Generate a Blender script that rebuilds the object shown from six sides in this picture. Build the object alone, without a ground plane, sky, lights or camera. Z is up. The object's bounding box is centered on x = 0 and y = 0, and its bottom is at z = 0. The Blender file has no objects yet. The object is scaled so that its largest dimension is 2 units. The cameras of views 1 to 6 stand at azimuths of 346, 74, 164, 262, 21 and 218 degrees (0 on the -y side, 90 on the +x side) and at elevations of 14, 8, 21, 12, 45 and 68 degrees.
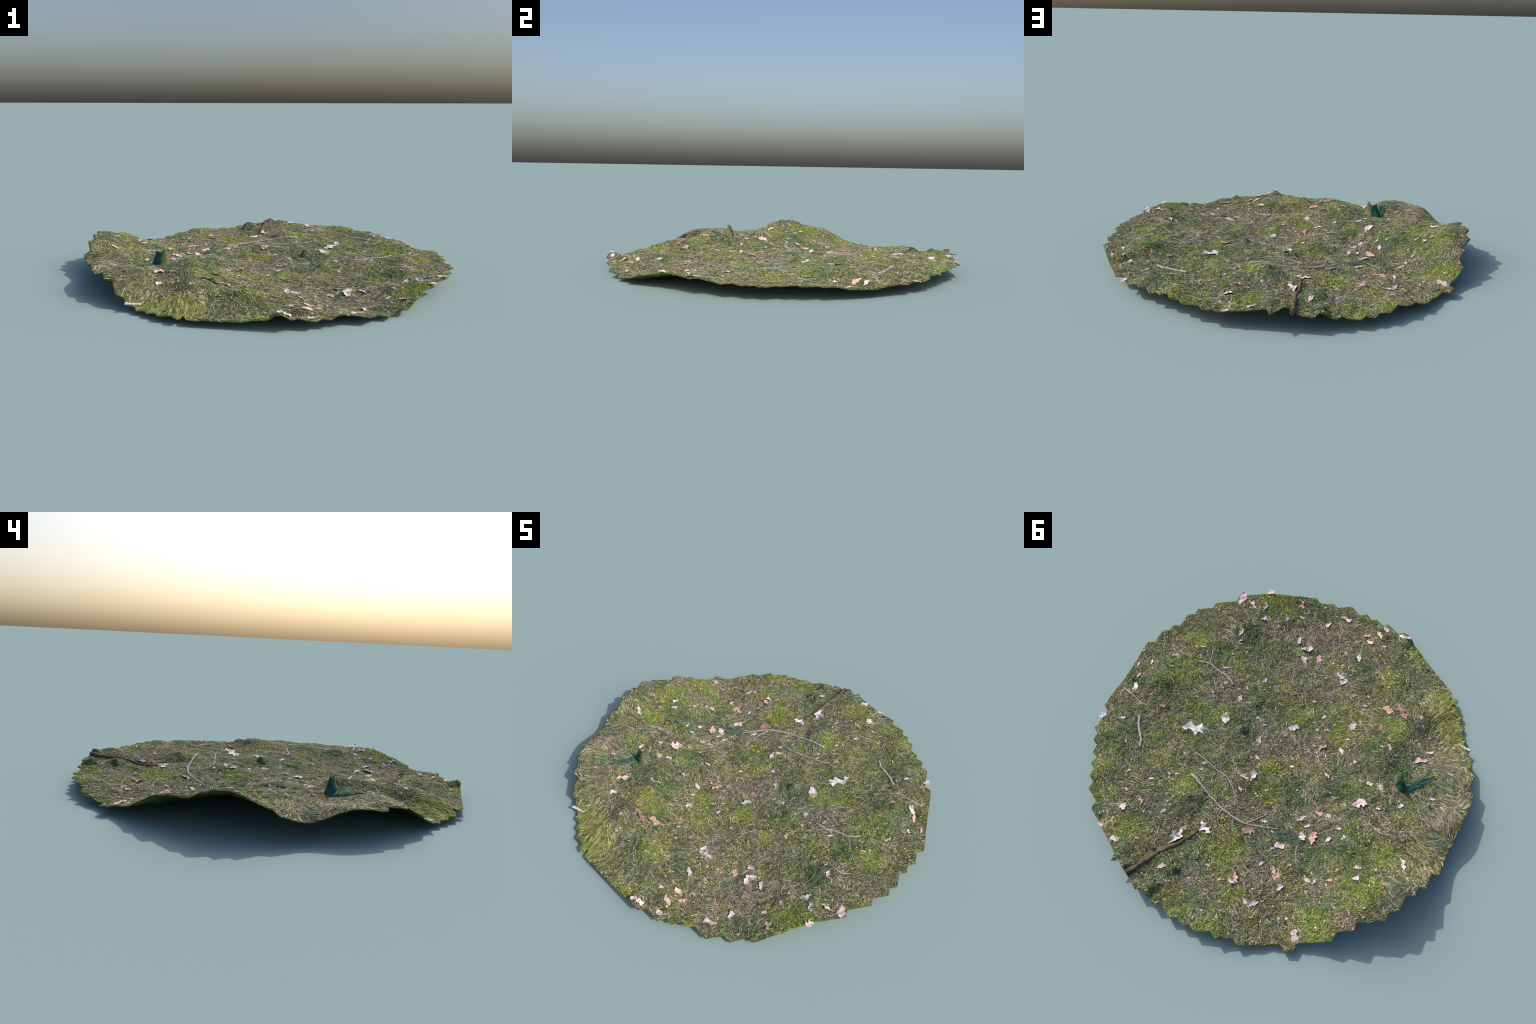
"""A round patch of forest floor: undulating turf with a saw-toothed rim, moss
cushions, dry grass, green tufts, dead leaves, twigs, a half buried branch,
a mossy stump and fallen pine sprigs."""
import bpy, math
import numpy as np

RNG = np.random.default_rng(20240611)

# ---------------------------------------------------------------- noise ----
def _hash(ix, iy, seed):
    h = (ix.astype(np.int64) * 374761393 + iy.astype(np.int64) * 668265263 + seed * 974711) & 0xFFFFFFFF
    h = ((h ^ (h >> 13)) * 1274126177) & 0xFFFFFFFF
    h = (h ^ (h >> 16)) & 0xFFFFFFFF
    return h.astype(np.float64) / 4294967295.0

def value_noise(x, y, cell, seed):
    """smooth noise in -1..1 with features about `cell` metres wide"""
    u = np.asarray(x) / cell + 100.0
    v = np.asarray(y) / cell + 100.0
    iu = np.floor(u); iv = np.floor(v)
    fu = u - iu; fv = v - iv
    fu = fu * fu * fu * (fu * (fu * 6 - 15) + 10)
    fv = fv * fv * fv * (fv * (fv * 6 - 15) + 10)
    a = _hash(iu, iv, seed); b = _hash(iu + 1, iv, seed)
    c = _hash(iu, iv + 1, seed); d = _hash(iu + 1, iv + 1, seed)
    return 2 * ((a * (1 - fu) + b * fu) * (1 - fv) + (c * (1 - fu) + d * fu) * fv) - 1

def smooth(a, b, v):
    t = np.clip((v - a) / (b - a), 0, 1)
    return t * t * (3 - 2 * t)

# --------------------------------------------------------------- ground ----
# broad swells, mounds and hollows of the ground: x, y, spread, height
BASE_LEVEL, SLOPE_X, SLOPE_Y = 0.042, 0.042, 0.012
MOUNDS_WEST = [
    (-0.88, 0.32, 0.15, 0.177), (-0.80, -0.20, 0.15, 0.151), (-0.45, -0.40, 0.10, 0.141),
    (-0.50, -0.60, 0.10, 0.108), (-0.58, 0.02, 0.15, 0.082), (-0.80, 0.60, 0.10, 0.081),
    (-0.90, 0.05, 0.10, 0.069), (-1.00, -0.15, 0.10, 0.061), (-1.05, 0.25, 0.10, 0.052),
    (-0.55, -0.50, 0.10, -0.052), (-0.85, -0.45, 0.10, 0.051), (-0.70, -0.10, 0.10, -0.050),
    (-1.05, -0.05, 0.10, -0.041), (-0.60, 0.30, 0.10, 0.039), (-0.80, 0.20, 0.10, -0.037),
    (-0.25, -1.00, 0.10, 0.037), (-0.70, -0.40, 0.10, 0.036), (-0.75, 0.05, 0.10, 0.034),
    (-0.15, -0.80, 0.10, 0.034), (-0.35, -0.25, 0.10, 0.033), (-0.25, 0.00, 0.10, 0.030),
    (-0.20, -0.40, 0.10, 0.025), (-0.95, -0.40, 0.10, 0.023), (-0.25, 0.95, 0.10, 0.021),
    (-0.75, -0.55, 0.10, -0.020), (-0.50, -0.15, 0.10, 0.019), (-0.75, -0.70, 0.10, 0.019),
    (-0.50, -0.90, 0.10, 0.016), (-0.65, 0.70, 0.10, 0.015), (-0.30, 0.65, 0.10, 0.014),
    (-0.35, 0.40, 0.10, -0.008),
]
MOUNDS_EAST = [
    (0.15, 0.85, 0.10, 0.039), (0.17, -0.65, 0.15, -0.037), (0.85, 0.55, 0.10, -0.034),
    (1.00, 0.25, 0.15, -0.033), (0.60, 0.30, 0.10, -0.032), (0.65, -0.25, 0.10, 0.027),
    (0.44, 0.33, 0.22, 0.026), (0.33, 0.77, 0.22, 0.026), (0.60, -0.85, 0.10, 0.025),
    (0.95, 0.45, 0.10, -0.024), (0.05, 0.20, 0.10, 0.022), (1.00, 0.05, 0.10, -0.022),
    (0.65, -0.75, 0.10, 0.021), (0.00, -0.70, 0.10, 0.021), (0.75, 0.40, 0.10, 0.020),
    (0.65, -0.50, 0.10, 0.020), (0.10, -1.03, 0.15, 0.019), (0.50, 0.85, 0.10, -0.019),
    (0.15, 0.70, 0.10, -0.017), (0.30, 0.00, 0.10, 0.017), (0.85, -0.65, 0.10, 0.016),
    (0.30, -0.90, 0.10, -0.015), (0.50, 0.15, 0.10, -0.015), (0.35, -0.60, 0.10, 0.015),
    (0.00, 1.00, 0.10, -0.015), (0.80, 0.20, 0.10, 0.012), (0.20, -0.80, 0.10, -0.012),
    (0.02, -0.20, 0.15, -0.011), (0.40, 0.95, 0.10, 0.009), (0.05, 0.55, 0.10, 0.008),
    (0.30, -0.25, 0.10, -0.007),
]
# smaller knolls and dips on top of those
KNOLLS = [
    (-0.275, -0.675, 0.070, 0.045), (-0.48, -0.21, 0.060, 0.022), (-0.70, 0.49, 0.070, 0.022), (0.25, 0.475, 0.050, 0.025),
    (0.57, 0.275, 0.050, 0.022), (0.775, 0.00, 0.060, 0.032), (-0.665, -0.55, 0.060, 0.022), (-0.555, 0.23, 0.040, 0.020),
    (0.86, 0.48, 0.040, 0.015), (-0.415, -0.40, 0.070, -0.045), (-0.87, 0.05, 0.080, -0.030), (-0.805, -0.175, 0.080, -0.045),
    (0.17, 0.875, 0.060, -0.035), (-0.29, 0.61, 0.070, -0.010), (0.28, -0.04, 0.070, -0.012), (0.43, -0.54, 0.060, -0.011),
    (0.885, 0.118, 0.020, -0.020), (0.835, 0.135, 0.018, -0.014), (-0.11, -0.905, 0.020, -0.020),
    (0.69, -0.53, 0.060, -0.010), (-0.25, -0.87, 0.060, -0.010), (0.71, -0.04, 0.060, 0.020), (0.47, -0.12, 0.050, 0.016),
    (0.25, 0.22, 0.040, 0.015), (0.22, 0.45, 0.050, 0.015), (0.71, 0.59, 0.050, 0.017), (-0.60, 0.485, 0.050, 0.016),
    (-0.29, -0.68, 0.060, 0.016), (-0.12, -0.67, 0.050, 0.015), (-0.475, -0.225, 0.040, 0.015), (-0.08, -0.31, 0.040, 0.014),
    (0.82, 0.48, 0.050, 0.013), (0.31, 0.84, 0.040, 0.014), (0.53, 0.16, 0.040, 0.014), (-0.39, -0.355, 0.045, -0.016),
    (0.64, -0.23, 0.050, -0.014), (0.57, 0.48, 0.050, -0.013), (0.09, 0.70, 0.060, -0.012), (-0.50, -0.62, 0.040, -0.015),
    (-0.86, -0.03, 0.050, -0.014), (0.87, -0.29, 0.040, -0.012), (-0.59, 0.03, 0.050, -0.012), (0.74, 0.29, 0.040, -0.010),
]
# small sharp tussocks standing out of the ground: x, y, foot radius, height
TUSSOCKS = [
    (0.232, 0.015, 0.030, 0.038), (0.07, 0.80, 0.040, 0.026), (0.11, 0.925, 0.045, 0.028), (0.02, 0.69, 0.030, 0.018),
    (0.265, 0.925, 0.035, 0.026), (0.87, 0.085, 0.035, 0.022), (0.79, 0.085, 0.035, 0.022), (0.075, -0.975, 0.030, 0.020),
    (-0.065, -0.885, 0.030, 0.016), (-0.19, -0.93, 0.040, 0.018),
]
LIFT = -0.003

def stretch_zone(x, y):
    """1 on the steep western border where added strands for smeared scan texture hang outward"""
    r = np.hypot(x, y)
    ang = np.degrees(np.arctan2(y, -np.asarray(x)))      # 0 on the -x axis
    win = smooth(20, 4, ang) * smooth(-66, -52, ang)
    return smooth(0.74, 0.84, r + 0.03 * value_noise(x, y, 0.09, 5)) * win

def height(x, y):
    x = np.asarray(x, float); y = np.asarray(y, float)
    r = np.hypot(x, y)                       # the outermost teeth do not droop with the full slope
    k = np.where(r > 0.955, (0.955 + 0.35 * (r - 0.955)) / np.maximum(r, 0.1), 1.0)
    x = x * k; y = y * k
    z = BASE_LEVEL + SLOPE_X * x + SLOPE_Y * y
    for mx, my, s, h in MOUNDS_WEST + MOUNDS_EAST + KNOLLS:
        z = z + h * np.exp(-((x - mx) ** 2 + (y - my) ** 2) / (2 * s * s))
    stretch = stretch_zone(x, y)
    lump = (0.0050 * value_noise(x, y, 0.075, 1) + 0.0035 * value_noise(x, y, 0.035, 2)
            + 0.0018 * value_noise(x, y, 0.016, 3))
    z = z + lump * (1 - 0.5 * stretch)
    for tx, ty, s, h in TUSSOCKS:
        d = np.hypot(x - tx, y - ty) / s
        z = z + h * np.clip(1 - d, 0, None) ** 0.8
    return np.maximum(z + LIFT, 0.0045)

GRID_N = 900
_g = np.linspace(-1.06, 1.06, GRID_N)
GRID = height(*np.meshgrid(_g, _g))

def ground(x, y):
    """height by bilinear lookup, fast enough for every blade"""
    u = np.clip((np.asarray(x) + 1.06) / 2.12 * (GRID_N - 1), 0, GRID_N - 1.001)
    v = np.clip((np.asarray(y) + 1.06) / 2.12 * (GRID_N - 1), 0, GRID_N - 1.001)
    i = u.astype(int); j = v.astype(int); fu = u - i; fv = v - j
    return ((GRID[j, i] * (1 - fu) + GRID[j, i + 1] * fu) * (1 - fv)
            + (GRID[j + 1, i] * (1 - fu) + GRID[j + 1, i + 1] * fu) * fv)

def ground_normal(x, y, e=0.02):
    gx = (ground(x + e, y) - ground(x - e, y)) / (2 * e)
    gy = (ground(x, y + e) - ground(x, y - e)) / (2 * e)
    n = np.array([-gx, -gy, 1.0])
    return n / np.linalg.norm(n)

# ------------------------------------------------- plant cover patches ----
MOSS_PATCHES = [
    (0.77, -0.28, 0.07), (0.71, -0.09, 0.11), (0.54, 0.05, 0.07), (-0.15, -0.38, 0.08), (0.22, -0.35, 0.06),
    (-0.41, -0.41, 0.09), (0.55, -0.75, 0.11), (-0.21, -0.25, 0.07), (0.72, 0.61, 0.07), (0.60, 0.71, 0.07),
    (0.29, 0.45, 0.08), (-0.09, 0.22, 0.08), (0.57, 0.31, 0.05), (-0.09, 0.60, 0.11), (-0.23, 0.74, 0.06),
    (-0.71, 0.40, 0.11), (-0.04, 0.92, 0.09), (-0.23, 0.93, 0.06), (-0.73, 0.18, 0.08), (-0.65, 0.64, 0.10),
    (-0.65, -0.63, 0.10), (-0.27, -0.67, 0.09), (-0.30, -0.91, 0.09), (0.40, 0.00, 0.08), (0.03, -0.24, 0.06),
    (0.34, -0.20, 0.05), (0.01, 0.11, 0.06), (-0.72, -0.04, 0.06), (0.41, 0.79, 0.08), (0.51, -0.32, 0.06),
    (0.16, 0.34, 0.05), (0.09, -0.97, 0.04), (-0.55, -0.76, 0.08), (0.44, -0.74, 0.05), (-0.88, 0.05, 0.09),
    (0.81, 0.43, 0.04), (0.47, 0.39, 0.08), (0.34, 0.74, 0.06),
]
GRASS_PATCHES = [
    (0.55, -0.49, 0.08), (-0.41, -0.29, 0.10), (0.69, 0.39, 0.09), (0.76, 0.07, 0.08), (-0.17, 0.15, 0.08),
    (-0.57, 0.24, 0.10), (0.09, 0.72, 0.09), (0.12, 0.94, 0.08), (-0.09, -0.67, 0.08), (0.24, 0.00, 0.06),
    (-0.57, -0.26, 0.08), (0.07, 0.80, 0.06), (0.63, -0.28, 0.08), (0.28, -0.17, 0.08), (-0.34, 0.04, 0.08),
    (-0.44, 0.39, 0.09), (0.39, 0.17, 0.08), (0.90, 0.11, 0.05),
]
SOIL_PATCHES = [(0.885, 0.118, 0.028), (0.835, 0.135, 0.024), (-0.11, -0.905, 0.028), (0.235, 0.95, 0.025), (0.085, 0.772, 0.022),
                (0.195, 0.79, 0.02), (0.715, 0.235, 0.022)]
STRAW_PATCHES = [
    (0.18, -0.71, 0.15), (-0.11, -0.08, 0.11), (0.08, 0.02, 0.08), (0.37, -0.11, 0.08), (-0.78, 0.56, 0.08),
    (0.46, -0.62, 0.08), (0.47, -0.06, 0.06), (-0.84, -0.13, 0.09), (-0.25, 0.60, 0.10), (0.00, 0.78, 0.09),
    (-0.02, -0.54, 0.09), (0.33, 0.58, 0.08), (-0.31, 0.09, 0.08),
]

def patch_field(patches, x, y):
    wx = x + 0.03 * value_noise(x, y, 0.05, 11); wy = y + 0.03 * value_noise(x, y, 0.05, 12)
    f = np.zeros_like(np.asarray(x, float))
    for px, py, r in patches:
        f = np.maximum(f, smooth(1.25 * r, 0.45 * r, np.hypot(wx - px, wy - py)))
    return f

# ------------------------------------------------------------ materials ----
class Tree:
    def __init__(self, name):
        self.mat = bpy.data.materials.new(name)
        self.mat.use_nodes = True
        self.nt = self.mat.node_tree
        self.nt.nodes.clear()
        self.out = self.nt.nodes.new('ShaderNodeOutputMaterial')
        self.bsdf = self.nt.nodes.new('ShaderNodeBsdfPrincipled')
        self.link(self.bsdf.outputs[0], self.out.inputs[0])
        self.bsdf.inputs['Roughness'].default_value = 0.85
        self.bsdf.inputs['Specular IOR Level'].default_value = 0.15
        self.coord = self.nt.nodes.new('ShaderNodeTexCoord').outputs['Object']
    def link(self, a, b): self.nt.links.new(a, b)
    def put(self, sock, v):
        if isinstance(v, bpy.types.NodeSocket): self.link(v, sock)
        else: sock.default_value = v
    def noise(self, scale, detail=3, rough=0.6, vec=None, dist=0.0, out='Fac'):
        n = self.nt.nodes.new('ShaderNodeTexNoise')
        n.inputs['Scale'].default_value = scale; n.inputs['Detail'].default_value = detail
        n.inputs['Roughness'].default_value = rough; n.inputs['Distortion'].default_value = dist
        self.link(vec if vec else self.coord, n.inputs['Vector'])
        return n.outputs[out]
    def ramp(self, fac, stops, interp='LINEAR'):
        n = self.nt.nodes.new('ShaderNodeValToRGB'); cr = n.color_ramp; cr.interpolation = interp
        while len(cr.elements) < len(stops): cr.elements.new(0.5)
        for e, (p, c) in zip(cr.elements, stops):
            e.position = p; e.color = (*c, 1) if not np.isscalar(c) else (c, c, c, 1)
        self.put(n.inputs[0], fac)
        return n.outputs[0]
    def mix(self, fac, a, b, mode='MIX'):
        n = self.nt.nodes.new('ShaderNodeMix'); n.data_type = 'RGBA'; n.blend_type = mode
        self.put(n.inputs[0], fac)
        for s, v in ((n.inputs[6], a), (n.inputs[7], b)):
            self.put(s, (*v, 1) if isinstance(v, tuple) and len(v) == 3 else v)
        return n.outputs[2]
    def math(self, op, a, b=0.0, clamp=False):
        n = self.nt.nodes.new('ShaderNodeMath'); n.operation = op; n.use_clamp = clamp
        self.put(n.inputs[0], a); self.put(n.inputs[1], b)
        return n.outputs[0]
    def vmath(self, op, a, b):
        n = self.nt.nodes.new('ShaderNodeVectorMath'); n.operation = op
        self.put(n.inputs[0], a); self.put(n.inputs[1], b)
        return n.outputs['Value'] if op in ('DISTANCE', 'DOT_PRODUCT', 'LENGTH') else n.outputs['Vector']
    def maprange(self, v, a, b, c=0.0, d=1.0):
        n = self.nt.nodes.new('ShaderNodeMapRange'); n.interpolation_type = 'SMOOTHSTEP'
        self.put(n.inputs['Value'], v)
        for k, x in zip(('From Min', 'From Max', 'To Min', 'To Max'), (a, b, c, d)): n.inputs[k].default_value = x
        return n.outputs[0]
    def island(self):
        return self.nt.nodes.new('ShaderNodeNewGeometry').outputs['Random Per Island']
    def random(self):
        return self.nt.nodes.new('ShaderNodeObjectInfo').outputs['Random']
    def bump(self, h, strength, dist):
        n = self.nt.nodes.new('ShaderNodeBump'); n.inputs['Strength'].default_value = strength
        n.inputs['Distance'].default_value = dist
        self.link(h, n.inputs['Height']); self.link(n.outputs[0], self.bsdf.inputs['Normal'])
    def done(self, color):
        self.put(self.bsdf.inputs['Base Color'], color)
        return self.mat
    def patches(self, plist, flat):
        f = None
        for px, py, r in plist:
            d = self.vmath('DISTANCE', flat, (px, py, 0.0))
            m = self.maprange(d, 1.25 * r, 0.45 * r)
            f = m if f is None else self.math('MAXIMUM', f, m)
        return f
    def flat_warped(self, amount=0.06, scale=16):
        w = self.noise(scale, 2, out='Color')
        w = self.vmath('MULTIPLY', self.vmath('SUBTRACT', w, (0.5, 0.5, 0.5)), (amount, amount, 0))
        p = self.vmath('MULTIPLY', self.coord, (1, 1, 0))
        return self.vmath('ADD', p, w)

STRAW_PALE = (0.66, 0.60, 0.49); STRAW = (0.40, 0.345, 0.26); STRAW_BROWN = (0.19, 0.14, 0.105)
RUST = (0.36, 0.17, 0.10); OLIVE = (0.23, 0.25, 0.095); GREY = (0.36, 0.34, 0.31); MAUVE = (0.33, 0.26, 0.24)
MOSS_BRIGHT = (0.43, 0.48, 0.12); MOSS_MID = (0.22, 0.29, 0.055); MOSS_DEEP = (0.08, 0.15, 0.025)
GRASS_DARK = (0.05, 0.095, 0.042); GRASS_MID = (0.13, 0.20, 0.075); GRASS_BLUE = (0.25, 0.31, 0.24)
TEAL_DARK = (0.012, 0.055, 0.042); TEAL = (0.05, 0.17, 0.13)

def turf_material():
    t = Tree('turf_soil_and_moss')
    flat = t.flat_warped()
    fine = t.noise(230, 4, 0.7)
    mid = t.noise(38, 4, 0.65)
    soil = t.ramp(fine, [(0.30, (0.020, 0.020, 0.014)), (0.46, (0.060, 0.058, 0.036)), (0.60, (0.14, 0.125, 0.08)),
                         (0.75, (0.33, 0.28, 0.21))])
    moss = t.ramp(fine, [(0.25, (0.035, 0.055, 0.010)), (0.48, MOSS_MID), (0.72, MOSS_BRIGHT)])
    grass = t.ramp(fine, [(0.25, (0.02, 0.035, 0.012)), (0.5, (0.07, 0.11, 0.035)), (0.75, (0.17, 0.21, 0.11))])
    wild = t.ramp(mid, [(0.42, 0.0), (0.60, 0.75)])
    base = t.mix(wild, soil, t.mix(0.55, moss, grass))
    base = t.mix(t.math('MULTIPLY', t.patches(STRAW_PATCHES, flat), 0.7), base, soil)
    base = t.mix(t.math('MULTIPLY', t.patches(GRASS_PATCHES, flat), 0.85), base, grass)
    base = t.mix(t.math('MULTIPLY', t.patches(MOSS_PATCHES, flat), 0.65), base, moss)
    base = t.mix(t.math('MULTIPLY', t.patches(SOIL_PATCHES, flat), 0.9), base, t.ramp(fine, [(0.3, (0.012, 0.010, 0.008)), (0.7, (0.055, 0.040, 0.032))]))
    t.bump(t.noise(160, 5, 0.7), 0.7, 0.004)
    return t.done(base)

def strand_material(name, stops, zones=(), spots=(), contrast=0.8):
    """colour per blade, tinted in noise zones (scale, threshold, colour, amount)
    and in placed spots (list of patches, colour, amount)"""
    t = Tree(name)
    island = t.island()
    c = t.ramp(island, stops)
    for k, (scale, level, colour, amount) in enumerate(zones):
        v = t.vmath('ADD', t.coord, (3.7 * k, 1.3 * k, 0.0))
        m = t.ramp(t.noise(scale, 2, vec=v), [(level, 0.0), (level + 0.12, 1.0)])
        c = t.mix(t.math('MULTIPLY', m, amount), c, colour)
    if spots:
        flat = t.flat_warped(0.05, 20)
        for plist, colour, amount in spots:
            c = t.mix(t.math('MULTIPLY', t.patches(plist, flat), amount), c, colour)
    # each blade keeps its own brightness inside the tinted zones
    own = t.math('FRACT', t.math('MULTIPLY', island, 37.7))
    c = t.mix(contrast, c, t.ramp(own, [(0.0, (0.22, 0.22, 0.22)), (0.45, (0.8, 0.8, 0.8)), (0.8, (1.3, 1.3, 1.28)), (1.0, (2.0, 1.95, 1.9))]), 'MULTIPLY')
    return t.done(c)

def leaf_material(name, a, b, spot):
    t = Tree(name)
    sep = t.nt.nodes.new('ShaderNodeSeparateXYZ'); t.link(t.coord, sep.inputs[0])
    ay = t.math('ABSOLUTE', sep.outputs['Y'])
    rib = t.math('LESS_THAN', ay, 0.012)
    # side veins slanting away from the midrib
    s = t.math('SINE', t.math('MULTIPLY', t.math('SUBTRACT', sep.outputs['X'], t.math('MULTIPLY', ay, 0.8)), 44.0))
    vein = t.math('MULTIPLY', t.math('GREATER_THAN', s, 0.88), 0.35)
    c = t.mix(t.ramp(t.noise(5, 3), [(0.35, 0.0), (0.65, 1.0)]), a, b)
    c = t.mix(t.random(), c, t.mix(0.5, c, b), 'MIX')
    c = t.mix(t.math('MAXIMUM', rib, vein), c, t.mix(0.5, c, spot))
    c = t.mix(t.ramp(t.noise(14, 3), [(0.60, 0.0), (0.70, 0.7)]), c, spot)
    t.bsdf.inputs['Roughness'].default_value = 0.6
    return t.done(c)

def bark_material(name, a, b, scale, moss=0.0):
    t = Tree(name)
    c = t.ramp(t.noise(scale, 4, 0.7), [(0.3, a), (0.7, b)])
    if moss:
        c = t.mix(t.ramp(t.noise(30, 3), [(0.5, 0.0), (0.62, moss)]), c, MOSS_DEEP)
    t.bump(t.noise(scale * 2, 4), 0.6, 0.002)
    return t.done(c)

# --------------------------------------------------------------- meshes ----
def mesh_from_arrays(name, verts, faces, mat, smooth_shade=True):
    """verts (n,3), faces (m,k) of one size k"""
    verts = np.asarray(verts, np.float32); faces = np.asarray(faces, np.int32)
    me = bpy.data.meshes.new(name)
    m, k = faces.shape
    me.vertices.add(len(verts)); me.vertices.foreach_set('co', verts.ravel())
    me.loops.add(m * k); me.loops.foreach_set('vertex_index', faces.ravel())
    me.polygons.add(m); me.polygons.foreach_set('loop_start', np.arange(m, dtype=np.int32) * k)
    me.polygons.foreach_set('use_smooth', np.full(m, smooth_shade))
    me.update(calc_edges=True)
    if mat: me.materials.append(mat)
    return me

def add(name, me, parent, kind=None):
    ob = bpy.data.objects.new(name, me)
    bpy.context.scene.collection.objects.link(ob)
    ob.parent = parent
    if kind: ob['kind'] = kind
    return ob

LATTICE_EDGE, LATTICE_TURN, LATTICE_CUT, LATTICE_N = 0.040, math.radians(37), 1.003, 40

def lattice_point(a, b):
    px = LATTICE_EDGE * (a + 0.5 * b); py = LATTICE_EDGE * (math.sqrt(3) / 2) * b
    c, s = math.cos(LATTICE_TURN), math.sin(LATTICE_TURN)
    return px * c - py * s, px * s + py * c

def kept_triangles():
    """which upward and downward triangles of the coarse lattice lie wholly
    inside the circle: what is left has a saw-toothed rim"""
    a, b = np.meshgrid(np.arange(-LATTICE_N, LATTICE_N + 1), np.arange(-LATTICE_N, LATTICE_N + 1), indexing='ij')
    kept = []
    for corners in (((0, 0), (1, 0), (0, 1)), ((1, 1), (1, 0), (0, 1))):
        reach = 0
        for da, db in corners:
            cx, cy = lattice_point(a + da, b + db)
            reach = np.maximum(reach, np.hypot((cx - 0.003) / 0.995, cy - 0.002) - 0.008 * value_noise(cx, cy, 0.10, 40))
        kept.append(reach < LATTICE_CUT)
    return kept
KEPT_UP, KEPT_DOWN = kept_triangles()

def on_turf(x, y):
    """true where a point lies on a kept triangle"""
    c, s = math.cos(LATTICE_TURN), math.sin(LATTICE_TURN)
    px = x * c + y * s; py = -x * s + y * c
    b = py / (LATTICE_EDGE * math.sqrt(3) / 2); a = px / LATTICE_EDGE - 0.5 * b
    ia = np.floor(a).astype(int); ib = np.floor(b).astype(int)
    up = (a - ia) + (b - ib) < 1
    ka = np.clip(ia + LATTICE_N, 0, 2 * LATTICE_N); kb = np.clip(ib + LATTICE_N, 0, 2 * LATTICE_N)
    return np.where(up, KEPT_UP[ka, kb], KEPT_DOWN[ka, kb])

def turf_lattice(sub=7):
    """every kept triangle split finely, as one welded mesh"""
    fine = []
    for up, kept in ((True, KEPT_UP), (False, KEPT_DOWN)):
        A, B = np.nonzero(kept)
        A = (A - LATTICE_N) * sub; B = (B - LATTICE_N) * sub
        g = 1 if up else -1
        if not up: A = A + sub; B = B + sub
        for k in range(sub):
            for l in range(sub - k):
                fine.append(np.stack([A + g * k, B + g * l, A + g * (k + 1), B + g * l, A + g * k, B + g * (l + 1)], 1))
                if k + l < sub - 1:
                    fine.append(np.stack([A + g * (k + 1), B + g * l, A + g * (k + 1), B + g * (l + 1), A + g * k, B + g * (l + 1)], 1))
    f = np.concatenate(fine).reshape(-1, 2)
    key = (f[:, 0] + 5000) * 20000 + f[:, 1] + 5000
    uniq, inv = np.unique(key, return_inverse=True)
    x, y = lattice_point((uniq // 20000 - 5000) / sub, (uniq % 20000 - 5000) / sub)
    return x, y, inv.reshape(-1, 3)

def build_turf(parent, mat):
    x, y, tri = turf_lattice()
    z = height(x, y)
    top = np.stack([x, y, z], 1)
    bottom = top - np.array([0, 0, 0.003])
    n = len(top)
    e = np.concatenate([tri[:, [0, 1]], tri[:, [1, 2]], tri[:, [2, 0]]])
    s = np.sort(e, 1); code = s[:, 0].astype(np.int64) * n + s[:, 1]
    _, idx, cnt = np.unique(code, return_index=True, return_counts=True)
    rim = e[idx[cnt == 1]]
    side = np.concatenate([np.stack([rim[:, 1], rim[:, 0], rim[:, 0] + n], 1),
                           np.stack([rim[:, 1], rim[:, 0] + n, rim[:, 1] + n], 1)])
    faces = np.concatenate([tri, tri[:, ::-1] + n, side])
    me = mesh_from_arrays('turf', np.concatenate([top, bottom]), faces, mat)
    return add('turf', me, parent)

def strands(name, parent, mat, x, y, heading, length, width, curve, lift, arch, tip, seg=4, roof=0.9):
    """many thin roof-shaped blades that follow the ground"""
    n = len(x)
    t = np.linspace(0, 1, seg + 1)
    ang = heading[:, None] + curve[:, None] * (t[None] - 0.3)
    step = (length / seg)[:, None]
    px = x[:, None] + np.cumsum(np.cos(ang) * step, 1) - np.cos(ang[:, :1]) * step
    py = y[:, None] + np.cumsum(np.sin(ang) * step, 1) - np.sin(ang[:, :1]) * step
    ok = on_turf(px, py).all(1)
    px, py, ang = px[ok], py[ok], ang[ok]
    length, width, lift, arch, tip = (v[ok] for v in (length, width, lift, arch, tip))
    pz = ground(px, py) + lift[:, None] + arch[:, None] * 4 * (t * (1 - t))[None] + tip[:, None] * (t ** 1.5)[None]
    w = width[:, None] * np.clip(np.sin(math.pi * (0.12 + 0.80 * t)), 0.15, 1)[None] * 0.5
    sx = -np.sin(ang) * w; sy = np.cos(ang) * w
    L = np.stack([px + sx, py + sy, pz], 2); R = np.stack([px - sx, py - sy, pz], 2)
    T = np.stack([px, py, pz + w * roof], 2)
    V = np.stack([L, T, R], 2)                       # blade, ring, 3, xyz
    m = len(px)
    base = (np.arange(m) * (seg + 1) * 3)[:, None, None]
    r = (np.arange(seg) * 3)[None, :, None]
    q1 = base + r + np.array([0, 3, 4, 1])[None, None]
    q2 = base + r + np.array([1, 4, 5, 2])[None, None]
    faces = np.concatenate([q1.reshape(-1, 4), q2.reshape(-1, 4)])
    me = mesh_from_arrays(name, V.reshape(-1, 3), faces, mat)
    return add(name, me, parent, 'stuff')

def scatter(n, density):
    """random points in the disc kept with probability density(x, y)"""
    k = int(n * 6)
    r = np.sqrt(RNG.random(k)); a = RNG.random(k) * 2 * math.pi
    x, y = r * np.cos(a), r * np.sin(a)
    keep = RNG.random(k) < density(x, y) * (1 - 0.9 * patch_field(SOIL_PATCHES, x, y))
    return x[keep][:n], y[keep][:n]

def uni(a, b, n): return a + (b - a) * RNG.random(n)

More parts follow.
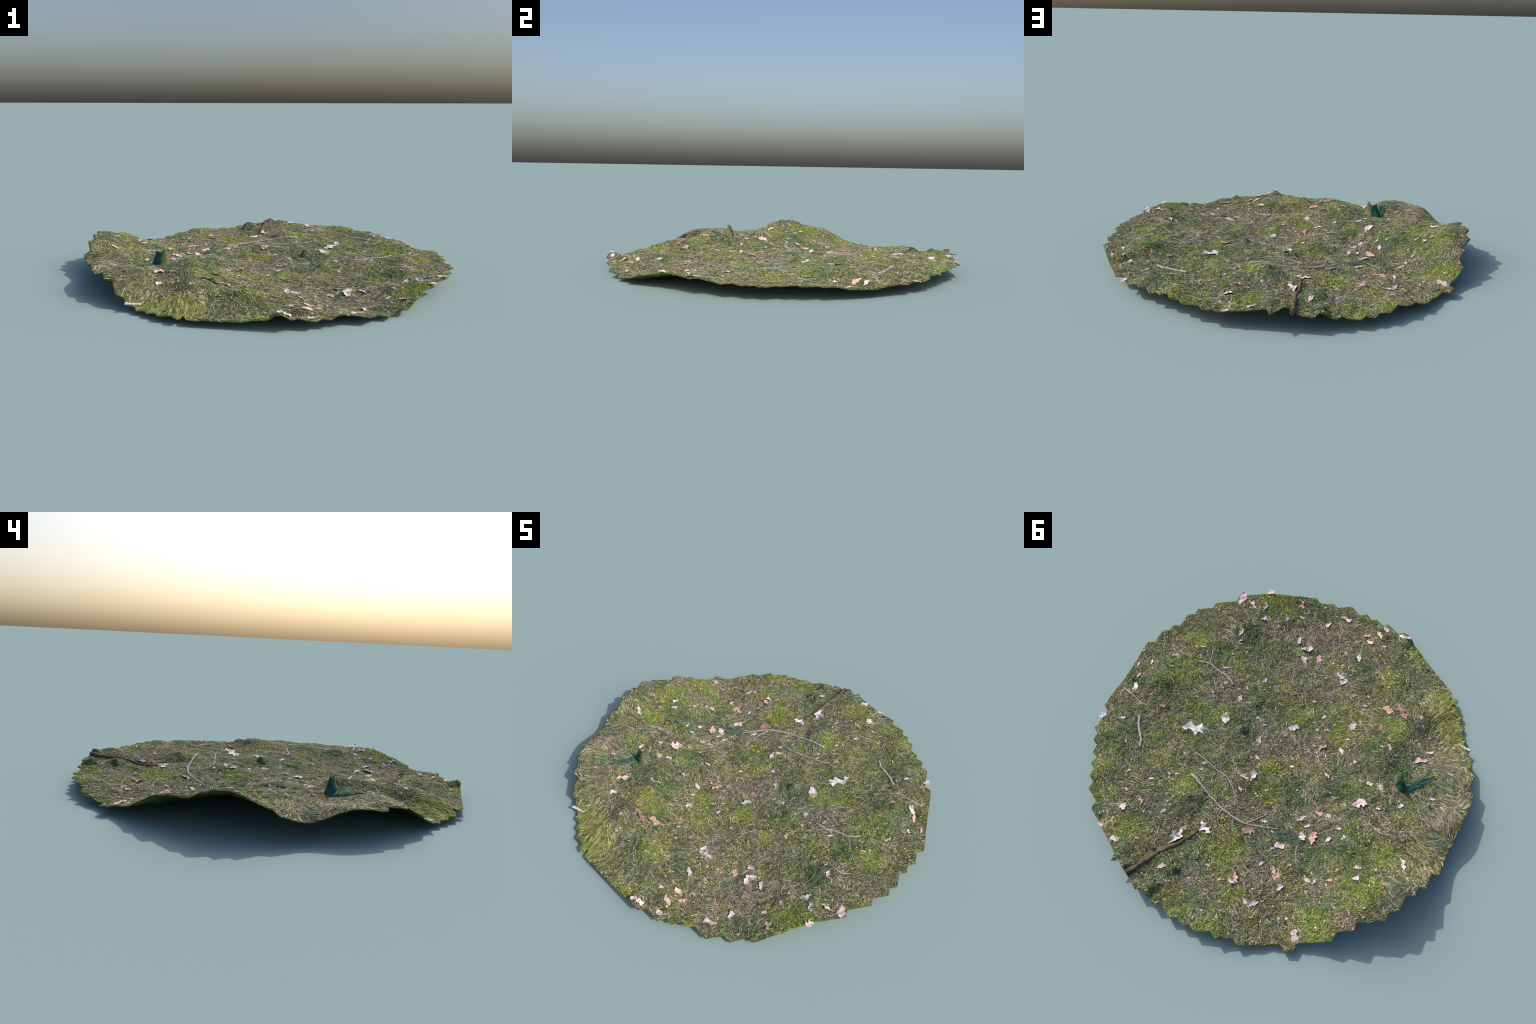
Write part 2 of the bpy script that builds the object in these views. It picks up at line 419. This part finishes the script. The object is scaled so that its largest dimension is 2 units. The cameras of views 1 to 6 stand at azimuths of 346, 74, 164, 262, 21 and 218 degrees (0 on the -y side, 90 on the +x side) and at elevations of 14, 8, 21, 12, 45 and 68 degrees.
def tube(name, parent, mat, path, r0, r1, sides=8, sink=0.3, wobble=0.25, per=7):
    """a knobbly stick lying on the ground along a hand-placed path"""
    P = np.array(path, float)
    k = len(P); m = (k - 1) * per + 1
    s = np.linspace(0, k - 1, m); xy = np.empty((m, 2))
    for c in range(2):                                # Catmull-Rom
        p = np.concatenate([[2 * P[0, c] - P[1, c]], P[:, c], [2 * P[-1, c] - P[-2, c]]])
        i = np.minimum(s.astype(int), k - 2); f = s - i
        a, b, d, e = p[i], p[i + 1], p[i + 2], p[i + 3]
        xy[:, c] = 0.5 * (2 * b + (d - a) * f + (2 * a - 5 * b + 4 * d - e) * f ** 2 + (3 * b - a - 3 * d + e) * f ** 3)
    xy = xy + RNG.normal(0, 0.0012, xy.shape)
    rad = np.linspace(r0, r1, m) * (1 + wobble * (RNG.random(m) - 0.5))
    z = ground(xy[:, 0], xy[:, 1])
    z = np.convolve(np.pad(z, 3, mode='edge'), np.ones(7) / 7, 'valid') * 0.6 + z * 0.4
    z = z + rad * (1 - sink) + 0.002
    c = np.column_stack([xy, z])
    tan = np.gradient(c, axis=0); tan /= np.linalg.norm(tan, axis=1)[:, None]
    side = np.cross(tan, [0, 0, 1]); side /= np.linalg.norm(side, axis=1)[:, None]
    up = np.cross(side, tan)
    a = np.arange(sides) * 2 * math.pi / sides
    ring = c[:, None] + rad[:, None, None] * (np.cos(a)[None, :, None] * side[:, None] + np.sin(a)[None, :, None] * up[:, None])
    V = np.concatenate([ring.reshape(-1, 3), c[:1], c[-1:]])
    F = []
    for i in range(m - 1):
        for j in range(sides):
            j2 = (j + 1) % sides
            F += [(i * sides + j, i * sides + j2, (i + 1) * sides + j2), (i * sides + j, (i + 1) * sides + j2, (i + 1) * sides + j)]
    for j in range(sides):
        j2 = (j + 1) % sides
        F += [(m * sides, j2, j), (m * sides + 1, (m - 1) * sides + j, (m - 1) * sides + j2)]
    return add(name, mesh_from_arrays(name, V, F, mat), parent)

# --------------------------------------------------------------- leaves ----
def leaf_mesh(name, shape, seed):
    """one dead leaf, 1 long, lying along x: lobed like oak, plain or rolled,
    with its two halves torn and withered differently"""
    rng = np.random.default_rng(seed + 300)
    nu, nv = 34, 9
    t = np.linspace(0, 1, nu)
    body = np.sin(math.pi * np.clip(t * 0.97 + 0.015, 0, 1) ** (0.7 + 0.5 * rng.random())) ** 0.8
    broad, lobes, depth = {'oak': (0.29, 19, 0.24), 'star': (0.19, 17, 0.55), 'rolled': (0.16, 13, 0.35), 'plain': (0.25, 10, 0.14)}[shape]
    v = np.linspace(-1, 1, nv)
    half = []
    for side in range(2):
        ph = rng.random() * 6
        if shape == 'star':                           # a few narrow lobes
            point = (1 - np.abs(np.sin(t * lobes * 0.5 * (0.85 + 0.3 * rng.random()) + ph))) ** 1.1
            w = body * (0.45 + 1.3 * point)
        else:                                         # rounded lobes
            w = body * (1 + depth * np.sin(t * lobes * (0.8 + 0.4 * rng.random()) + ph)
                        + 0.20 * value_noise(t, 0 * t + side, 0.14, seed + side)
                        + 0.08 * value_noise(t, 0 * t + side, 0.05, seed + 9 + side))
        w = w * (1 + 0.16 * value_noise(t, 0 * t + side, 0.07, seed + 20 + side))
        half.append(np.clip(broad * (0.65 + 0.6 * rng.random()) * w, 0.012, None))
    W = np.where(v[None] < 0, half[0][:, None], half[1][:, None])
    sweep = 0.16 * (rng.random() - 0.5) * np.sin(math.pi * t) + 0.05 * np.sin(t * 7 + seed)
    X = np.repeat((t - 0.5)[:, None], nv, 1) + 0.12 * np.abs(v)[None] * W * 2
    Y = W * v[None] + sweep[:, None]
    curl = {'rolled': 0.75, 'star': 0.25, 'oak': 0.22, 'plain': 0.30}[shape]
    Z = curl * W * (v ** 2)[None] * (0.3 + 1.0 * rng.random())
    Z = Z + (0.14 * (rng.random() - 0.4)) * ((2 * t - 1) ** 2)[:, None]
    Z = Z + 0.045 * value_noise(X, Y, 0.20, seed) + 0.02 * value_noise(X, Y, 0.09, seed + 1)
    Z = Z - np.percentile(Z, 25)
    V = np.stack([X, Y, Z], 2).reshape(-1, 3)
    i, j = np.meshgrid(np.arange(nu - 1), np.arange(nv - 1), indexing='ij')
    a = (i * nv + j).ravel()
    return mesh_from_arrays(name, V, np.stack([a, a + nv, a + nv + 1, a + 1], 1), None)

# x, y, length, heading in degrees; grouped by colour and then by shape
LEAVES = {
 'white': {
  'star': [(0.443, 0.153, 0.122, -147), (0.072, 0.55, 0.071, 156), (0.526, -0.229, 0.03, -140), (-0.478, 0.187, 0.025, -150)],
  'plain': [(-0.092, 0.036, 0.021, -146), (-0.675, 0.354, 0.031, -118), (-0.396, 0.583, 0.037, -113), (0.792, 0.326, 0.027, -137),
            (-0.023, -0.558, 0.028, -131), (-0.162, -0.952, 0.034, -173), (0.888, -0.033, 0.024, -69), (-0.508, 0.685, 0.017, -145)],
  'rolled': [(0.872, 0.134, 0.079, -70), (0.805, -0.137, 0.036, -124), (-0.293, 0.239, 0.048, -125)]},
 'lilac': {
  'plain': [(0.343, 0.019, 0.067, -61), (-0.083, -0.22, 0.024, -147), (-0.259, -0.182, 0.042, 148), (-0.216, -0.471, 0.024, -145),
            (-0.522, 0.466, 0.024, -106), (0.393, 0.853, 0.041, -146), (0.274, 0.321, 0.02, -143), (-0.505, -0.552, 0.024, -67),
            (-0.638, -0.419, 0.035, -138), (0.313, -0.62, 0.046, -72), (-0.044, -0.539, 0.05, -98), (-0.038, -0.704, 0.044, -66),
            (0.242, -0.817, 0.039, -65), (0.567, -0.412, 0.02, -140), (-0.463, 0.259, 0.032, -117), (-0.518, 0.217, 0.025, -76),
            (0.442, 0.507, 0.026, -145), (-0.415, 0.764, 0.018, -64), (-0.259, 0.537, 0.028, -102)],
  'oak': [(0.029, -0.158, 0.054, -143), (-0.233, -0.325, 0.042, -85), (0.171, 0.668, 0.094, -80), (0.905, 0.368, 0.039, -130),
          (0.288, 0.608, 0.027, -91), (0.538, -0.62, 0.049, -141), (-0.146, 0.358, 0.033, -144)],
  'rolled': [(-0.311, 0.732, 0.053, 156)]},
 'pink': {
  'rolled': [(0.127, 0.014, 0.059, -80), (-0.463, -0.3, 0.045, 146), (-0.189, 0.692, 0.043, 175), (0.648, -0.649, 0.056, 162),
             (0.595, -0.463, 0.047, -71), (-0.274, -0.016, 0.035, 160), (-0.823, 0.18, 0.057, 137)],
  'plain': [(-0.248, -0.25, 0.022, -154), (-0.535, -0.097, 0.051, 169), (0.117, 0.829, 0.041, -141), (-0.278, 0.411, 0.047, -133),
            (-0.334, 0.255, 0.031, -147), (-0.487, 0.478, 0.032, -176), (0.505, 0.833, 0.032, -146), (0.282, 0.279, 0.033, -143),
            (0.314, -0.297, 0.033, -81), (0.355, -0.129, 0.041, -78), (0.213, -0.53, 0.059, 142), (0.006, -0.565, 0.04, 166),
            (-0.032, -0.822, 0.037, 172), (-0.111, -0.841, 0.022, -146), (-0.055, -0.893, 0.049, 144), (0.577, -0.676, 0.046, -68),
            (0.435, -0.69, 0.027, -80), (0.383, -0.759, 0.024, -136), (-0.192, -0.95, 0.031, -171), (-0.057, -0.955, 0.039, 155),
            (0.162, -0.903, 0.044, -164), (0.953, 0.014, 0.029, -80), (0.215, -0.091, 0.019, -139), (-0.076, -0.294, 0.027, -126),
            (-0.583, 0.0, 0.02, -146), (-0.664, -0.069, 0.035, -134), (0.083, 0.099, 0.025, 153), (0.386, 0.434, 0.015, -144),
            (0.354, 0.414, 0.02, -143), (0.567, 0.538, 0.018, -145), (0.048, 0.293, 0.026, 155), (-0.479, -0.089, 0.03, -148),
            (-0.352, -0.154, 0.022, 149), (-0.479, 0.705, 0.014, -145), (-0.048, 0.692, 0.019, -144), (0.512, 0.621, 0.022, 157),
            (-0.775, -0.189, 0.026, -152)],
  'oak': [(0.054, 0.208, 0.077, -133), (-0.493, 0.026, 0.065, -150), (-0.342, 0.306, 0.054, 138), (-0.655, 0.308, 0.033, -148),
          (-0.337, 0.721, 0.053, -124), (-0.589, 0.735, 0.068, -65), (0.469, 0.703, 0.044, 157), (0.246, -0.608, 0.064, -126),
          (0.604, -0.765, 0.038, -143), (0.717, -0.642, 0.074, -71), (-0.392, 0.155, 0.033, -149)]},
 'salmon': {
  'rolled': [(-0.62, -0.329, 0.077, -139), (-0.197, 0.665, 0.05, 146), (0.896, 0.06, 0.071, -66)],
  'oak': [(-0.395, 0.291, 0.061, -75), (-0.322, 0.53, 0.047, 154), (0.154, -0.588, 0.055, -64)],
  'plain': [(-0.349, 0.544, 0.038, -83), (-0.373, 0.465, 0.02, -144), (0.026, -0.35, 0.019, -146), (-0.347, 0.162, 0.038, -148)]},
 'orange': {
  'rolled': [(-0.16, -0.138, 0.056, -124), (0.766, 0.114, 0.057, -109), (0.412, 0.629, 0.048, 138), (0.429, -0.821, 0.055, 143)],
  'plain': [(-0.337, -0.509, 0.054, -179), (0.149, 0.612, 0.025, -82), (-0.578, 0.422, 0.028, -149), (0.19, -0.902, 0.034, -130),
            (0.164, -0.081, 0.024, -140), (-0.366, 0.778, 0.017, -144), (0.08, 0.724, 0.017, -142), (0.665, 0.147, 0.024, -143)],
  'oak': [(0.01, -0.855, 0.037, -151)]},
 'brown': {
  'plain': [(0.05, -0.099, 0.043, 152), (0.256, -0.649, 0.046, 142), (-0.163, -0.326, 0.03, -151)],
  'oak': [(-0.13, -0.497, 0.038, -146), (-0.11, 0.436, 0.062, -143)],
  'rolled': [(-0.369, -0.378, 0.073, 126), (-0.413, -0.512, 0.080, 161), (-0.385, -0.535, 0.060, 140)]},
}
LEAF_COLOURS = {
 'white': ((0.74, 0.71, 0.68), (0.86, 0.82, 0.80), (0.50, 0.42, 0.38)),
 'lilac': ((0.58, 0.53, 0.55), (0.74, 0.68, 0.70), (0.34, 0.28, 0.27)),
 'pink': ((0.68, 0.50, 0.46), (0.80, 0.66, 0.63), (0.36, 0.20, 0.16)),
 'salmon': ((0.66, 0.38, 0.33), (0.78, 0.54, 0.49), (0.38, 0.17, 0.12)),
 'orange': ((0.54, 0.30, 0.20), (0.66, 0.45, 0.34), (0.30, 0.13, 0.07)),
 'brown': ((0.27, 0.16, 0.13), (0.42, 0.29, 0.25), (0.20, 0.09, 0.06)),
}

def frame_matrix(x, y, heading, up, size, lift):
    from mathutils import Matrix
    up = np.asarray(up); fwd = np.array([math.cos(heading), math.sin(heading), 0])
    fwd = fwd - up * (fwd @ up); fwd /= np.linalg.norm(fwd)
    left = np.cross(up, fwd)
    m = Matrix([[fwd[i] * size, left[i] * size, up[i] * size, 0] for i in range(3)] + [[0, 0, 0, 1]])
    m[0][3], m[1][3], m[2][3] = x, y, float(ground(x, y)) + lift
    return m

def build_leaves(parent):
    shapes = {s: [leaf_mesh('leaf_' + s, s, 10 * k + i) for i in range(7)]
              for k, s in enumerate(('plain', 'oak', 'star', 'rolled'))}
    blank = bpy.data.materials.new('leaf_slot')
    for ms in shapes.values():
        for me in ms: me.materials.append(blank)
    for colour, groups in LEAVES.items():
        mat = leaf_material('dead_leaf_' + colour, *LEAF_COLOURS[colour])
        for shape, items in groups.items():
            for k, (x, y, length, deg) in enumerate(items):
                ob = add('leaf', shapes[shape][(k * 3 + len(colour)) % 7], parent)
                n = ground_normal(x, y) + np.append(RNG.normal(0, 0.13, 2), 0)
                n /= np.linalg.norm(n)
                ob.matrix_local = frame_matrix(x, y, math.radians(deg), n, length * 1.15, 0.0060)
                ob.material_slots[0].link = 'OBJECT'
                ob.material_slots[0].material = mat
    bpy.data.materials.remove(blank)

# ---------------------------------------------------- stump and sprigs ----
def build_stump(parent):
    """a short split stump, wide at the foot, wedge-shaped at the top"""
    t = Tree('mossy_stump_wood')
    sep = t.nt.nodes.new('ShaderNodeSeparateXYZ'); t.link(t.coord, sep.inputs[0])
    streak = t.noise(60, 4, 0.7, vec=t.vmath('MULTIPLY', t.coord, (1, 1, 0.25)))
    teal = t.ramp(streak, [(0.3, TEAL_DARK), (0.55, (0.03, 0.12, 0.095)), (0.75, (0.10, 0.26, 0.19))])
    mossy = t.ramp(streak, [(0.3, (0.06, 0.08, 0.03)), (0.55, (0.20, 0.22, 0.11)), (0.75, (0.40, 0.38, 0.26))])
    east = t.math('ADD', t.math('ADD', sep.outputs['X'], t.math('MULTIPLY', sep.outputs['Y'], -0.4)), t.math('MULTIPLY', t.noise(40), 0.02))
    t.bump(streak, 0.6, 0.003)
    mat = t.done(t.mix(t.maprange(east, 0.024, 0.036), teal, mossy))
    cx, cy = -0.612, -0.168
    z0 = float(ground(cx, cy)) - 0.012
    axis = math.radians(150)
    rings, sides = 14, 28
    V = []
    for i in range(rings):
        k = i / (rings - 1)
        along = 0.030 * (1 - k) ** 1.3 + 0.026
        across = 0.022 * (1 - k) ** 1.2 + 0.009
        sx = 0.012 * k; sy = -0.006 * k
        for j in range(sides):
            a = 2 * math.pi * j / sides
            q = 1 + 0.18 * float(value_noise(a * 0.35 + 3, k * 0.3, 0.16, 61)) + 0.10 * float(value_noise(a * 0.35, k, 0.09, 62))
            u = along * math.cos(a) * q; v = across * math.sin(a) * q
            # two horns with a saddle between them
            horn = 0.196 - 0.016 * (0.5 + 0.5 * math.cos(a)) - 0.016 * (1 - abs(math.cos(a))) + 0.004 * math.sin(3 * a)
            top = (horn - z0) * k
            V.append((u * math.cos(axis) - v * math.sin(axis) + sx, u * math.sin(axis) + v * math.cos(axis) + sy, top))
    V.append((0.012, -0.006, 0.162 - z0))
    F = []
    for i in range(rings - 1):
        for j in range(sides):
            a, b = i * sides + j, i * sides + (j + 1) % sides
            F += [(a, b, b + sides), (a, b + sides, a + sides)]
    for j in range(sides): F.append(((rings - 1) * sides + j, (rings - 1) * sides + (j + 1) % sides, rings * sides))
    ob = add('stump', mesh_from_arrays('stump', V, F, mat), parent)
    ob.location = (cx, cy, z0)

def build_sprig(parent, bark, needle_mat, path, count, reach):
    stem = tube('pine_sprig', parent, bark, path, 0.003, 0.0015)
    P = np.array(path); s = RNG.random(count) * (len(P) - 1); i = s.astype(int); f = (s - i)[:, None]
    xy = P[i] * (1 - f) + P[i + 1] * f; d = P[i + 1] - P[i]
    head = np.arctan2(d[:, 1], d[:, 0]) + np.where(RNG.random(count) < 0.5, 1, -1) * uni(0.25, 0.9, count)
    strands('needles', stem, needle_mat, xy[:, 0], xy[:, 1], head, uni(0.6, 1.0, count) * reach, uni(0.0012, 0.0022, count),
            RNG.normal(0, 0.3, count), uni(0.002, 0.008, count), uni(0, 0.004, count), uni(-0.002, 0.004, count))

def build_flake(parent, mat):
    """the loose six-sided crumb of turf off the south-western rim"""
    c = np.array([-0.597, -0.772, 0.036])
    a = np.arange(6) * math.pi / 3 + 0.4
    ring = np.stack([0.022 * np.cos(a), 0.024 * np.sin(a), -0.10 * 0.022 * np.cos(a) + 0.25 * 0.024 * np.sin(a)], 1)
    V = np.concatenate([c + ring, c + ring - [0, 0, 0.004], [c + [0, 0, 0.004]], [c - [0, 0, 0.004]]])
    F = []
    for j in range(6):
        k = (j + 1) % 6
        F += [(12, j, k), (13, 6 + k, 6 + j), (j, 6 + j, 6 + k), (j, 6 + k, k)]
    add('turf_crumb', mesh_from_arrays('turf_crumb', V, F, mat, False), parent)

# ----------------------------------------------------------------- build ----
def main():
    root = bpy.data.objects.new('forest_floor_patch', None)
    bpy.context.scene.collection.objects.link(root)
    root['label'] = 'round patch of mossy forest floor with grass, dead leaves and twigs'
    root['category'] = 'forest floor'

    turf_mat = turf_material()
    build_turf(root, turf_mat)

    # dry grass: a tangle of thin lying stalks everywhere, thinner on moss
    straw_mat = strand_material('dry_grass_stalks', [(0.0, STRAW_BROWN), (0.22, STRAW), (0.40, GREY), (0.55, OLIVE), (0.66, MAUVE),
                                                     (0.82, STRAW_PALE), (0.93, STRAW), (1.0, RUST)],
                                zones=[(7, 0.54, GREY, 0.55), (9, 0.55, RUST, 0.40), (11, 0.55, OLIVE, 0.5), (13, 0.58, STRAW_PALE, 0.5)],
                                spots=[([(-0.78, 0.56, 0.09), (-0.84, 0.45, 0.06), (-0.36, 0.53, 0.07), (0.20, -0.75, 0.10), (-0.05, -0.90, 0.07)],
                                        (0.38, 0.26, 0.22), 0.5)])
    def dens(x, y):
        return np.clip(0.55 + 0.45 * patch_field(STRAW_PATCHES, x, y) - 0.40 * patch_field(MOSS_PATCHES, x, y)
                       - 0.42 * patch_field(GRASS_PATCHES, x, y) + 0.2 * value_noise(x, y, 0.10, 36), 0.04, 1) * (1 - 0.85 * stretch_zone(x, y))
    x, y = scatter(36000, dens); n = len(x)
    strands('dry_grass', root, straw_mat, x, y, uni(0, 2 * math.pi, n), 0.014 + 0.05 * RNG.random(n) ** 2, uni(0.0010, 0.0027, n),
            RNG.normal(0, 0.9, n), uni(0.0, 0.0035, n), uni(0, 0.003, n), uni(-0.002, 0.0015, n))

    # crumbs of broken leaf and bark between the stalks
    crumb_mat = strand_material('leaf_crumbs', [(0.0, (0.30, 0.16, 0.11)), (0.3, (0.50, 0.30, 0.22)), (0.6, (0.66, 0.50, 0.45)), (0.8, (0.46, 0.25, 0.17)),
                                                (1.0, (0.66, 0.58, 0.54))])
    x, y = scatter(2200, lambda x, y: np.clip(0.3 + 0.5 * value_noise(x, y, 0.2, 51) + 0.4 * patch_field(STRAW_PATCHES, x, y), 0.02, 1)
                   * (1 - stretch_zone(x, y))); n = len(x)
    strands('leaf_crumbs', root, crumb_mat, x, y, uni(0, 2 * math.pi, n), uni(0.006, 0.020, n), uni(0.003, 0.009, n),
            RNG.normal(0, 0.8, n), uni(0.001, 0.004, n), uni(0, 0.002, n), uni(-0.001, 0.002, n), seg=3, roof=0.3)

    # green grass: denser and locally combed in its own patches
    green_mat = strand_material('green_grass_blades', [(0.0, GRASS_DARK), (0.4, GRASS_MID), (0.65, GRASS_DARK), (0.8, GRASS_BLUE), (1.0, OLIVE)],
                                zones=[(8, 0.55, GRASS_BLUE, 0.5), (12, 0.55, (0.10, 0.22, 0.04), 0.5)])
    def dens(x, y):
        return np.clip(0.18 + 0.35 * smooth(0.0, 0.5, value_noise(x, y, 0.11, 32)) + 0.78 * patch_field(GRASS_PATCHES, x, y) - 0.1 * patch_field(MOSS_PATCHES, x, y), 0.02, 1) \
            * (1 - 0.9 * stretch_zone(x, y))
    x, y = scatter(25000, dens); n = len(x)
    comb = 3.0 * value_noise(x, y, 0.16, 21)
    strands('green_grass', root, green_mat, x, y, comb + RNG.normal(0, 0.7, n), uni(0.015, 0.06, n), uni(0.0012, 0.0026, n),
            RNG.normal(0, 0.6, n), uni(0.0, 0.003, n), uni(0, 0.004, n), uni(-0.002, 0.002, n))

    # moss: short upright sprigs in cushions
    moss_mat = strand_material('moss_sprigs', [(0.0, MOSS_DEEP), (0.3, MOSS_MID), (0.65, MOSS_BRIGHT), (0.85, MOSS_MID), (1.0, (0.56, 0.56, 0.20))],
                               zones=[(6, 0.55, (0.20, 0.30, 0.05), 0.6), (10, 0.58, (0.50, 0.48, 0.13), 0.6)])
    def dens(x, y):
        return np.clip(0.14 + 0.42 * smooth(0.0, 0.5, value_noise(x, y, 0.07, 31)) + 0.70 * patch_field(MOSS_PATCHES, x, y)
                       - 0.3 * patch_field(STRAW_PATCHES, x, y), 0.02, 1) * (1 - 0.85 * stretch_zone(x, y))
    x, y = scatter(46000, dens); n = len(x)
    strands('moss', root, moss_mat, x, y, uni(0, 2 * math.pi, n), uni(0.006, 0.016, n), uni(0.0016, 0.0036, n),
            RNG.normal(0, 0.8, n), uni(0.0, 0.002, n), uni(0.0, 0.002, n), uni(0.0, 0.004, n), seg=3)

    # strands imitating smeared scan texture on the steep western border: long, flat, combed outward
    smear_mat = strand_material('smeared_scan_texture',
                                 [(0.0, (0.09, 0.08, 0.05)), (0.25, (0.22, 0.22, 0.11)), (0.5, (0.36, 0.37, 0.15)), (0.7, (0.25, 0.20, 0.16)), (0.85, (0.27, 0.29, 0.16)),
                                  (1.0, (0.54, 0.50, 0.36))], contrast=0.8,
                                 spots=[([(-0.62, -0.66, 0.13), (-0.72, -0.60, 0.08), (-0.55, -0.74, 0.08), (-0.75, -0.02, 0.06), (-0.87, -0.46, 0.05)],
                                         (0.34, 0.37, 0.075), 0.55),
                                        ([(-0.85, -0.13, 0.09), (-0.76, -0.36, 0.07), (-0.93, 0.02, 0.04)], (0.25, 0.20, 0.18), 0.55),
                                        ([(-0.77, -0.27, 0.06), (-0.91, -0.02, 0.04)], (0.13, 0.21, 0.13), 0.75),
                                        ([(-0.93, -0.22, 0.07)], (0.46, 0.42, 0.26), 0.6)])
    x, y = scatter(9000, lambda x, y: stretch_zone(x, y)); n = len(x)
    out = np.arctan2(y, x) + 1.1 * value_noise(x, y, 0.13, 33) + 0.5 * value_noise(x, y, 0.06, 34) + RNG.normal(0, 0.15, n)
    strands('smear_strands', root, smear_mat, x, y, out, uni(0.015, 0.07, n), uni(0.002, 0.008, n),
            RNG.normal(0, 0.5, n), uni(0.0, 0.002, n), uni(0, 0.001, n), uni(-0.001, 0.0, n), roof=0.18)

    build_leaves(root)

    # twigs
    pale = bark_material('weathered_twig_bark', (0.28, 0.22, 0.20), (0.64, 0.56, 0.54), 60)
    dark = bark_material('dark_twig_bark', (0.10, 0.08, 0.07), (0.24, 0.19, 0.16), 90)
    stick = tube('twig', root, pale, [(0.29, 0.372), (0.202, 0.394), (0.103, 0.42), (-0.005, 0.43), (-0.083, 0.42), (-0.151, 0.387), (-0.229, 0.346)], 0.0062, 0.003)
    tube('side_twig', stick, pale, [(-0.082, 0.418), (-0.12, 0.353), (-0.148, 0.285)], 0.003, 0.0018)
    tube('side_twig', stick, pale, [(0.062, 0.423), (0.054, 0.465), (0.04, 0.488)], 0.0026, 0.0016)
    stick = tube('twig', root, pale, [(0.351, 0.264), (0.283, 0.267), (0.212, 0.276), (0.145, 0.279), (0.087, 0.304), (0.033, 0.345), (0.013, 0.363)], 0.0032, 0.0026)
    tube('side_twig', stick, pale, [(0.033, 0.345), (0.03, 0.383), (0.071, 0.421)], 0.0024, 0.0015)
    tube('twig', root, pale, [(0.733, 0.262), (0.694, 0.315), (0.639, 0.363), (0.608, 0.406)], 0.007, 0.0055)
    stick = tube('twig', root, pale, [(0.674, -0.175), (0.613, -0.198), (0.54, -0.19), (0.49, -0.192), (0.43, -0.172)], 0.0030, 0.0050)
    tube('side_twig', stick, pale, [(0.613, -0.198), (0.638, -0.255), (0.681, -0.338)], 0.003, 0.002)
    tube('twig', root, pale, [(0.692, -0.417), (0.671, -0.424), (0.64, -0.429), (0.604, -0.416)], 0.0025, 0.0035)
    tube('twig', root, pale, [(0.917, 0.179), (0.831, 0.189), (0.755, 0.205)], 0.0035, 0.0025)
    stick = tube('twig', root, pale, [(-0.34, 0.33), (-0.36, 0.385), (-0.4, 0.443)], 0.003, 0.0025)
    tube('side_twig', stick, pale, [(-0.385, 0.422), (-0.431, 0.429), (-0.475, 0.43)], 0.0025, 0.0016)
    for path in ([(-0.193, 0.592), (-0.223, 0.601), (-0.261, 0.597)], [(0.15, -0.315), (0.105, -0.358), (0.083, -0.412)],
                 [(-0.583, 0.091), (-0.643, 0.098), (-0.716, 0.082)], [(-0.615, 0.108), (-0.66, 0.103), (-0.719, 0.088)],
                 [(-0.367, 0.214), (-0.397, 0.159)], [(-0.61, -0.283), (-0.64, -0.332), (-0.667, -0.375)],
                 [(-0.637, -0.299), (-0.677, -0.313), (-0.716, -0.326)], [(-0.299, 0.136), (-0.351, 0.157)]):
        tube('twig', root, pale, path, 0.0026, 0.0018)
    tube('twig', root, dark, [(-0.673, 0.357), (-0.714, 0.347), (-0.757, 0.343)], 0.003, 0.002)
    chalky = bark_material('bleached_stick_bark', (0.55, 0.52, 0.48), (0.78, 0.76, 0.72), 60)
    tube('twig', root, chalky, [(-0.735, -0.568), (-0.773, -0.565), (-0.806, -0.563)], 0.005, 0.007, sink=0.5)
    red = bark_material('red_bark', (0.22, 0.11, 0.085), (0.48, 0.30, 0.25), 80)
    tube('bark_strip', root, red, [(-0.225, -0.628), (-0.278, -0.605), (-0.359, -0.55)], 0.006, 0.002, sink=0.6)

    # half buried branch running out under the northern rim
    rot = bark_material('rotting_branch_bark', (0.035, 0.028, 0.024), (0.25, 0.18, 0.13), 40)
    tube('fallen_branch', root, rot, [(0.088, 0.585), (0.121, 0.663), (0.168, 0.764), (0.205, 0.856), (0.241, 0.949)], 0.008, 0.013,
         sides=10, sink=0.95, wobble=0.5)

    build_stump(root)
    needle_mat = strand_material('pine_needles', [(0.0, TEAL_DARK), (0.5, TEAL), (1.0, (0.14, 0.27, 0.21))], contrast=0.4)
    build_sprig(root, dark, needle_mat, [(-0.72, -0.279), (-0.695, -0.239), (-0.655, -0.18)], 420, 0.035)
    pale_needles = strand_material('faded_pine_needles', [(0.0, GRASS_DARK), (0.5, (0.13, 0.22, 0.17)), (1.0, (0.24, 0.32, 0.27))], contrast=0.4)
    build_sprig(root, dark, pale_needles, [(-0.224, 0.381), (-0.268, 0.357), (-0.337, 0.348)], 300, 0.045)
    build_flake(root, turf_mat)

main()
